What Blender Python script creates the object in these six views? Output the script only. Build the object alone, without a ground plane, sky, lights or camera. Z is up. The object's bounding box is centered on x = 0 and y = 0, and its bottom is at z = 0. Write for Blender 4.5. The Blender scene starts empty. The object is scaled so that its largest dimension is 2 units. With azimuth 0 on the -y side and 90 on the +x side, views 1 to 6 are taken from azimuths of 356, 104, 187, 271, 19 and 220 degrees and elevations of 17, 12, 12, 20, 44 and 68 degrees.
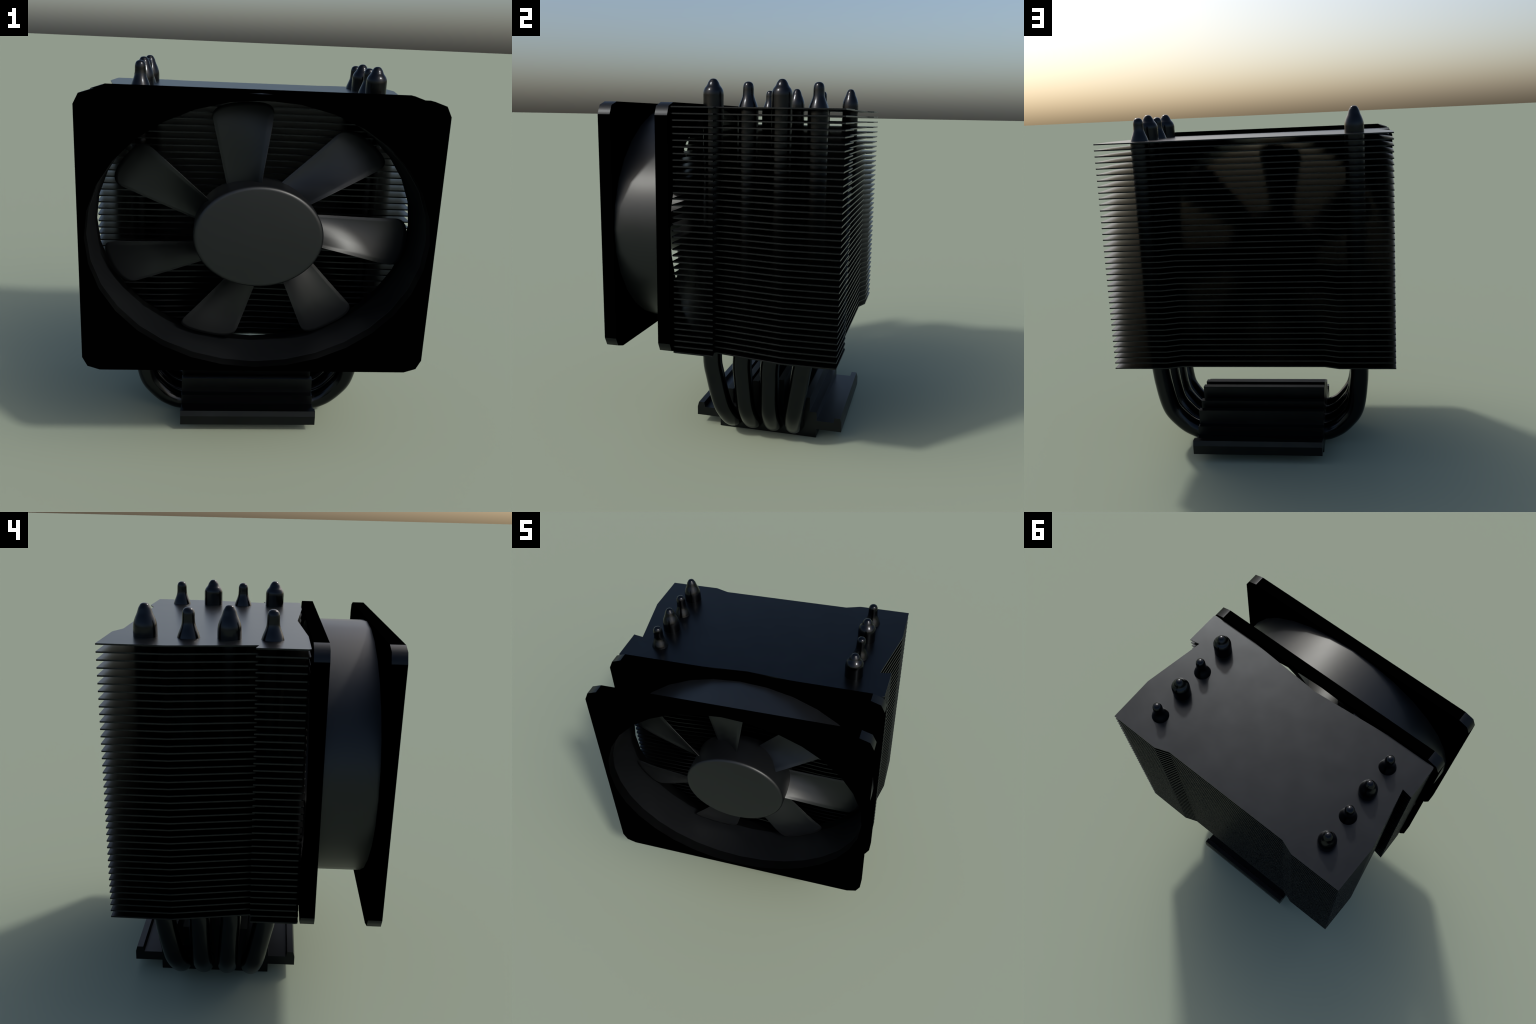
import bpy, bmesh, math
from mathutils import Vector, Matrix

# --------------------------------------------------------------------------
# Tower processor cooler: fin stack on four U-shaped heat pipes, ribbed base,
# one framed fan on the -y side.  Units: metres in the given frame.
# --------------------------------------------------------------------------
CX = 0.0055            # centre line of sink, pipes and base in x
FAN_Z = 1.2245         # fan axis height
FX = 1.255             # the fan is stretched by this factor in x


# ------------------------------ materials ---------------------------------
def coated_metal(name, base, rough, rough_var=0.05, spec=0.5, grain=90.0,
                 bump=0.02, stretch=(1, 1, 1), metal=1.0):
    m = bpy.data.materials.new(name)
    m.use_nodes = True
    nt = m.node_tree
    n, l = nt.nodes, nt.links
    bsdf = n["Principled BSDF"]
    bsdf.inputs["Specular IOR Level"].default_value = spec
    bsdf.inputs["Specular Tint"].default_value = (1, 1, 1, 1) if metal else (0.92, 0.98, 1.0, 1)
    bsdf.inputs["Metallic"].default_value = metal
    tc = n.new("ShaderNodeTexCoord")
    mp = n.new("ShaderNodeMapping")
    mp.inputs["Scale"].default_value = stretch
    l.new(tc.outputs["Object"], mp.inputs["Vector"])
    nz = n.new("ShaderNodeTexNoise")
    nz.inputs["Scale"].default_value = grain
    nz.inputs["Detail"].default_value = 4
    l.new(mp.outputs["Vector"], nz.inputs["Vector"])
    big = n.new("ShaderNodeTexNoise")
    big.inputs["Scale"].default_value = 7.0
    big.inputs["Detail"].default_value = 3
    l.new(tc.outputs["Object"], big.inputs["Vector"])
    ramp = n.new("ShaderNodeValToRGB")
    ramp.color_ramp.elements[0].position = 0.35
    ramp.color_ramp.elements[1].position = 0.7
    ramp.color_ramp.elements[0].color = [c * 0.94 for c in base] + [1]
    ramp.color_ramp.elements[1].color = [c * 1.06 for c in base] + [1]
    l.new(big.outputs["Fac"], ramp.inputs["Fac"])
    l.new(ramp.outputs["Color"], bsdf.inputs["Base Color"])
    mr = n.new("ShaderNodeMapRange")
    mr.inputs["From Min"].default_value = 0.3
    mr.inputs["From Max"].default_value = 0.7
    mr.inputs["To Min"].default_value = rough - rough_var
    mr.inputs["To Max"].default_value = rough + rough_var
    l.new(big.outputs["Fac"], mr.inputs["Value"])
    l.new(mr.outputs["Result"], bsdf.inputs["Roughness"])
    if bump > 0:
        bp = n.new("ShaderNodeBump")
        bp.inputs["Strength"].default_value = bump
        bp.inputs["Distance"].default_value = 0.002
        l.new(nz.outputs["Fac"], bp.inputs["Height"])
        l.new(bp.outputs["Normal"], bsdf.inputs["Normal"])
    return m


MAT_FIN = coated_metal("black_fin_coating", (0.0235, 0.0262, 0.0290), 0.31, 0.004, bump=0.03)
MAT_PIPE = coated_metal("black_pipe_coating", (0.0220, 0.0240, 0.0270), 0.20, 0.02, bump=0.03)
MAT_BASE = coated_metal("black_base_coating", (0.0215, 0.0235, 0.0260), 0.36, 0.015, bump=0.0)
MAT_PLASTIC = coated_metal("black_fan_plastic", (0.0028, 0.0034, 0.0044), 0.41, 0.008, spec=0.46,
                           bump=0.0, metal=0.0)
MAT_RIM = coated_metal("black_flange_rim", (0.0210, 0.0230, 0.0250), 0.40, 0.01, bump=0.0)
MAT_FLANGE_SHADE = coated_metal("flange_painted_shade", (0.0003, 0.0003, 0.0003), 0.95, 0.02,
                         spec=0.0, bump=0.0, metal=0.0)  # black shading fault of the flat flange faces, painted in as colour


# ------------------------------ helpers -----------------------------------
def smooth_by_angle(me, deg):
    bm = bmesh.new()
    bm.from_mesh(me)
    lim = math.radians(deg)
    for e in bm.edges:
        e.smooth = len(e.link_faces) == 2 and e.calc_face_angle(9.0) < lim
    for f in bm.faces:
        f.smooth = True
    bm.to_mesh(me)
    bm.free()


def mesh_object(name, me, parent, mats, smooth=35):
    if smooth:
        smooth_by_angle(me, smooth)
    for m in mats:
        me.materials.append(m)
    ob = bpy.data.objects.new(name, me)
    bpy.context.scene.collection.objects.link(ob)
    ob.parent = parent
    return ob


def from_bmesh(bm, name):
    bmesh.ops.recalc_face_normals(bm, faces=bm.faces)
    me = bpy.data.meshes.new(name)
    bm.to_mesh(me)
    bm.free()
    return me


def prism(outline, axis, lo, hi, bevel=0.0):
    """Extrude a closed 2D outline along x ('x', outline=(y,z)) or z."""
    bm = bmesh.new()

    def put(a, b, h):
        return (h, a, b) if axis == 'x' else (a, b, h)
    low = [bm.verts.new(put(a, b, lo)) for a, b in outline]
    top = [bm.verts.new(put(a, b, hi)) for a, b in outline]
    k = len(outline)
    bm.faces.new(low)
    bm.faces.new(top)
    for i in range(k):
        bm.faces.new((low[i], low[(i + 1) % k], top[(i + 1) % k], top[i]))
    bmesh.ops.recalc_face_normals(bm, faces=bm.faces)
    if bevel:
        bmesh.ops.bevel(bm, geom=list(bm.edges), offset=bevel, segments=1,
                        affect='EDGES', clamp_overlap=True)
    return bm


def catmull(pts, steps):
    out = []
    p = [pts[0]] + list(pts) + [pts[-1]]
    for i in range(1, len(p) - 2):
        a, b, c, d = p[i - 1], p[i], p[i + 1], p[i + 2]
        for s in range(steps):
            t = s / steps
            out.append(tuple(0.5 * (2 * b[j] + (c[j] - a[j]) * t
                       + (2 * a[j] - 5 * b[j] + 4 * c[j] - d[j]) * t * t
                       + (3 * b[j] - a[j] - 3 * c[j] + d[j]) * t ** 3)
                       for j in range(len(b))))
    out.append(tuple(pts[-1]))
    return out


# ------------------------------ the thing ---------------------------------
cooler = bpy.data.objects.new("tower_cooler", None)
bpy.context.scene.collection.objects.link(cooler)
cooler["label"] = "black tower computer cooler with fin stack, heat pipes and fan"
cooler["category"] = "computer cooler"


# ------------------------------ fin stack ---------------------------------
def fin_outline():
    right = [(0.478, -0.245), (0.783, -0.245), (0.790, -0.2425), (0.794, -0.233),
             (0.795, -0.022), (0.7325, -0.034),
             (0.799, 0.340), (0.7935, 0.6245),
             (0.486, 0.6255), (0.402, 0.5945)]
    left = [(-x, y) for x, y in reversed(right)]
    pts = [(0.0, -0.209)] + right + left
    return [(x * 1.0015 + CX, y) for x, y in pts]


FIN_T, FIN_TOP, FIN_BOTTOM, FIN_N = 0.0066, 1.8580, 0.5835, 40
PITCH = (FIN_TOP - FIN_BOTTOM - FIN_T) / (FIN_N - 1)
fin_mesh = from_bmesh(prism(fin_outline(), 'z', -FIN_T, 0.0, 0.0003), "cooling_fin")
fin0 = mesh_object("cooling_fin", fin_mesh, cooler, [MAT_FIN], smooth=0)
fin0.location.z = FIN_TOP
for i in range(1, FIN_N):
    f = fin0.copy()
    bpy.context.scene.collection.objects.link(f)
    f.location.z = FIN_TOP - i * PITCH


# ------------------------------ heat pipes --------------------------------
R = 0.0525
# end caps: (height, radius), listed from the fin top upwards
CAP_WIDE = [(1.80, R), (1.90, R), (1.925, 0.0515), (1.940, 0.0485), (1.953, 0.0425),
            (1.962, 0.0355), (1.970, 0.0305), (1.980, 0.0265), (1.988, 0.0215),
            (1.9945, 0.0165), (1.9983, 0.0105), (1.9997, 0.0050), (2.0, 0.0)]
CAP_SLOPED = [(1.80, R), (1.88, R - 0.001), (1.908, 0.0490), (1.925, 0.0450), (1.940, 0.0395),
              (1.955, 0.0330), (1.967, 0.0290), (1.978, 0.0255), (1.987, 0.0205),
              (1.9935, 0.0163), (1.9973, 0.0105), (1.9987, 0.0050), (1.999, 0.0)]
CAP_NECK = [(1.75, R), (1.84, 0.0520), (1.862, 0.0470), (1.882, 0.0405), (1.900, 0.0335),
            (1.917, 0.0285), (1.936, 0.0268), (1.955, 0.0262), (1.967, 0.0245),
            (1.9775, 0.0198), (1.983, 0.0130), (1.9853, 0.0065), (1.986, 0.0)]

Y_TOP = (-0.088, 0.0975, 0.2725, 0.458)
Y_MID = (-0.091, 0.079, 0.236, 0.411)
Y_LOW = (-0.019, 0.1025, 0.2250, 0.3435)


def pipe_half(k, cap):
    """Points (u, y, z, r) from the cap tip down to the middle of the base."""
    yt, ym, yl = Y_TOP[k], Y_MID[k], Y_LOW[k]
    mix = lambda t: ym + (yl - ym) * t
    path = [(0.593, yt, z, min(R, r * 1.04)) for z, r in reversed(cap)]
    path += [(0.593, yt, 1.3, R), (0.593, yt, 0.80, R),
             (0.593, yt * 0.6 + ym * 0.4, 0.64, R), (0.593, ym, 0.49, R),
             (0.587, mix(0.20), 0.40, R), (0.575, mix(0.46), 0.298, R),
             (0.555, mix(0.66), 0.222, R), (0.515, mix(0.82), 0.163, R),
             (0.467, mix(0.95), 0.114, R), (0.415, yl, 0.085, R),
             (0.378, yl, 0.076, R), (0.340, yl, 0.074, R),
             (0.15, yl, 0.073, R)]
    return path


def sweep(pts, seg=28):
    bm = bmesh.new()
    rings, n = [], len(pts)
    up = Vector((0, 1, 0))
    for i, (x, y, z, r) in enumerate(pts):
        a = Vector(pts[max(i - 1, 0)][:3])
        b = Vector(pts[min(i + 1, n - 1)][:3])
        t = (b - a).normalized()
        side = t.cross(up).normalized()
        v = side.cross(t).normalized()
        c = Vector((x, y, z))
        if r < 1e-4:
            rings.append([bm.verts.new(c)])
        else:
            rings.append([bm.verts.new(c + r * (math.cos(q) * side + math.sin(q) * v))
                          for q in (2 * math.pi * j / seg for j in range(seg))])
    for a, b in zip(rings, rings[1:]):
        for j in range(seg):
            k = (j + 1) % seg
            if len(a) == 1:
                bm.faces.new((a[0], b[j], b[k]))
            elif len(b) == 1:
                bm.faces.new((a[j], b[0], a[k]))
            else:
                bm.faces.new((a[j], b[j], b[k], a[k]))
    return from_bmesh(bm, "heat_pipe")


for k in range(4):
    cap_r = CAP_WIDE if k % 2 == 0 else CAP_NECK
    cap_l = CAP_NECK if k % 2 == 0 else CAP_SLOPED
    def clean(half):
        s = catmull(half, 4)
        return [(u, y, z, max(r, 0.0)) for u, y, z, r in s]
    hr, hl = clean(pipe_half(k, cap_r)), clean(pipe_half(k, cap_l))
    pts = [(CX + u, y, z, r) for u, y, z, r in hr]
    pts += [(CX - u, y, z, r) for u, y, z, r in reversed(hl)]
    mesh_object("heat_pipe", sweep(pts), cooler, [MAT_PIPE], smooth=80)


# ------------------------------ base block --------------------------------
BX0, BX1, BY = -0.3695, 0.3830, 0.1752       # x extent, centre in y
half = [(0.2895, 0.000), (0.2895, 0.0515), (0.434, 0.0515), (0.434, 0.103),
        (0.426, 0.132), (0.3935, 0.132), (0.3875, 0.103), (0.2905, 0.103),
        (0.2890, 0.154)]
outline = [(BY + a, b) for a, b in half] + [(BY - a, b) for a, b in reversed(half)]
base = mesh_object("base_block", from_bmesh(prism(outline, 'x', BX0, BX1), "base_block"),
                   cooler, [MAT_BASE], smooth=0)

RIBS = ((-0.055, 0.239), (0.0215, 0.268), (0.1000, 0.304), (0.1700, 0.328),
        (0.2520, 0.328), (0.3285, 0.268), (0.4050, 0.239))
for y, h in RIBS:
    prof = [(y - 0.0185, 0.150), (y + 0.0185, 0.150), (y + 0.0185, h), (y - 0.0185, h)]
    mesh_object("cooling_rib", from_bmesh(prism(prof, 'x', BX0 + 0.0005, BX1 - 0.0005),
                                          "cooling_rib"), base, [MAT_BASE], smooth=0)


# ------------------------------ fan housing -------------------------------
SEG = 32
Y_FRONT, Y_BACK, PLATE = -0.6265, -0.2535, 0.0655
H_OUT, H_IN, H_PLATE, CORNER = 0.6405, 0.6305, 0.6528, 0.0645


def ring_point(h, i, seg=SEG):
    a = 2 * math.pi * i / seg
    return FX * h * math.cos(a), FAN_Z + h * math.sin(a)


def flange(y0, y1, name):
    """Flat plate with a round hole; two-facet corners."""
    def outer(i):
        pts = []
        c = H_PLATE - CORNER
        for q in range(4):
            for s in range(3):
                a = math.radians(90 * q + 45 * s)
                sx = 1 if q in (0, 3) else -1
                sz = 1 if q in (0, 1) else -1
                pts.append((FX * (sx * c + CORNER * math.cos(a)), FAN_Z + sz * c + CORNER * math.sin(a)))
        return pts
    bm = bmesh.new()
    out = outer(0)
    inn = [ring_point(H_IN, i) for i in range(SEG)]
    layers = []
    for y in (y0, y1):
        o = [bm.verts.new((x, y, z)) for x, z in out]
        n = [bm.verts.new((x, y, z)) for x, z in inn]
        layers.append((o, n))
        # fan each hole segment to the corner group of its quadrant
        per = SEG // 4
        for q in range(4):
            g = o[3 * q:3 * q + 3]
            ring = [n[(q * per + j) % SEG] for j in range(per + 1)]
            m = per // 2
            for j in range(per):
                bm.faces.new((ring[j], ring[j + 1], g[0] if j < m - 1 else (g[1] if j < m + 1 else g[2])))
            bm.faces.new((ring[m - 1], g[0], g[1]))
            bm.faces.new((ring[m + 1], g[1], g[2]))
            bm.faces.new((ring[per], g[2], o[(3 * q + 3) % 12]))
    (o0, n0), (o1, n1) = layers
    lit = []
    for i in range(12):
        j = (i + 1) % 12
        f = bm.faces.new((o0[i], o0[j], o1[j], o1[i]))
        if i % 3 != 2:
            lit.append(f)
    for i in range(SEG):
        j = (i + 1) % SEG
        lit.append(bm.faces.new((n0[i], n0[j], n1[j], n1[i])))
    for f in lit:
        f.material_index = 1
    bmesh.ops.recalc_face_normals(bm, faces=bm.faces)
    me = bpy.data.meshes.new(name)
    bm.to_mesh(me)
    bm.free()
    return me


bm = bmesh.new()
loops = []
ya, yb = Y_FRONT + PLATE - 0.002, Y_BACK - PLATE + 0.002
for h, y in ((H_OUT, ya), (H_OUT, yb), (H_IN - 0.0006, yb), (H_IN - 0.0006, ya)):
    loops.append([bm.verts.new((ring_point(h, i)[0], y, ring_point(h, i)[1])) for i in range(SEG)])
for a, b in zip(loops, loops[1:] + loops[:1]):
    for i in range(SEG):
        j = (i + 1) % SEG
        bm.faces.new((a[i], a[j], b[j], b[i]))
housing = mesh_object("fan_housing", from_bmesh(bm, "fan_housing"), cooler, [MAT_PLASTIC], smooth=40)
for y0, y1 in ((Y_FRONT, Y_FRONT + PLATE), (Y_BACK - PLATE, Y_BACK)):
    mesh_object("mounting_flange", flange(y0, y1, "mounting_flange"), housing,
                [MAT_FLANGE_SHADE, MAT_RIM], smooth=50)


# ------------------------------ fan rotor ---------------------------------
HUB = 0.2440
HUB_Y, FIL = -0.563, 0.018
prof = [(0.0, HUB_Y), (HUB - FIL, HUB_Y)]   # (radius, y): face, fillet, side, back
prof += [(HUB - FIL + FIL * math.sin(a), HUB_Y + FIL - FIL * math.cos(a))
         for a in (math.radians(15 * s) for s in range(1, 7))]
prof += [(HUB, -0.45), (HUB, -0.33), (HUB - 0.008, -0.322), (0.0, -0.322)]
bm = bmesh.new()
NS = 96
rows = []
for r, y in prof:
    if r == 0:
        rows.append([bm.verts.new((0, y, FAN_Z))])
    else:
        rows.append([bm.verts.new((FX * r * math.cos(a), y, FAN_Z + r * math.sin(a)))
                     for a in (2 * math.pi * i / NS for i in range(NS))])
for a, b in zip(rows, rows[1:]):
    for i in range(NS):
        j = (i + 1) % NS
        if len(a) == 1:
            bm.faces.new((a[0], b[i], b[j]))
        elif len(b) == 1:
            bm.faces.new((a[i], a[j], b[0]))
        else:
            bm.faces.new((a[i], a[j], b[j], b[i]))
rotor = mesh_object("fan_hub", from_bmesh(bm, "fan_hub"), cooler, [MAT_PLASTIC], smooth=40)


def polar(r, deg):
    return Vector((r * math.cos(math.radians(deg)), r * math.sin(math.radians(deg))))


def blade(phase):
    """Twisted, cambered blade with straight edges and a rounded tip.
    The chord runs from the front edge (w=-1) to the rear edge (w=+1)."""
    NSP, NCH, TH = 22, 36, 0.009
    R0, R_EDGE, R_TIP = 0.226, 0.530, 0.6045
    bm = bmesh.new()
    top, low = [], []
    for i in range(NSP + 1):
        s = i / NSP
        for j in range(NCH + 1):
            al = math.pi * (1 - j / NCH)
            c, q = math.cos(al), math.sin(al)
            n = 4.2 if c < 0 else 3.0                  # rear corner is rounder
            w = math.copysign(abs(c) ** (2 / n), c)
            lift = q ** (2 / n)
            tau = 0.5 * (1 + w)
            a = polar(R0, 89.0 + 32.5 * tau)
            b = polar(R_EDGE + (R_TIP - R_EDGE) * lift, 85.2 + 24.0 * tau)
            p = a.lerp(b, s)
            rr = (p.length - R0) / (R_TIP - R0)
            yf = -0.487 + 0.090 * rr
            yr = -0.369
            y = yr + (yf - yr) * (1 - tau) ** (1.95 - 0.5 * rr)
            y += 0.018 * max(0.0, (rr - 0.55) / 0.45) ** 2      # tip curls back
            th = TH * (0.25 + 0.75 * min(1.0, 6 * (1 - abs(w)), 6 * (1 - s) + 0.2))
            k = math.radians(phase)
            x = p.x * math.cos(k) - p.y * math.sin(k)
            z = p.x * math.sin(k) + p.y * math.cos(k)
            top.append(bm.verts.new((FX * x, y - th / 2, FAN_Z + z)))
            low.append(bm.verts.new((FX * x, y + th / 2, FAN_Z + z)))
    W = NCH + 1
    for i in range(NSP):
        for j in range(NCH):
            o = i * W + j
            bm.faces.new((top[o], top[o + 1], top[o + W + 1], top[o + W]))
            bm.faces.new((low[o], low[o + W], low[o + W + 1], low[o + 1]))
    rim = [j for j in range(W)] + [i * W + NCH for i in range(1, NSP + 1)]
    rim += [NSP * W + j for j in range(NCH - 1, -1, -1)] + [i * W for i in range(NSP - 1, 0, -1)]
    for u, v in zip(rim, rim[1:] + rim[:1]):
        bm.faces.new((top[u], low[u], low[v], top[v]))
    return from_bmesh(bm, "fan_blade")


for k in range(7):
    mesh_object("fan_blade", blade(360.0 / 7 * k), rotor, [MAT_PLASTIC], smooth=120)
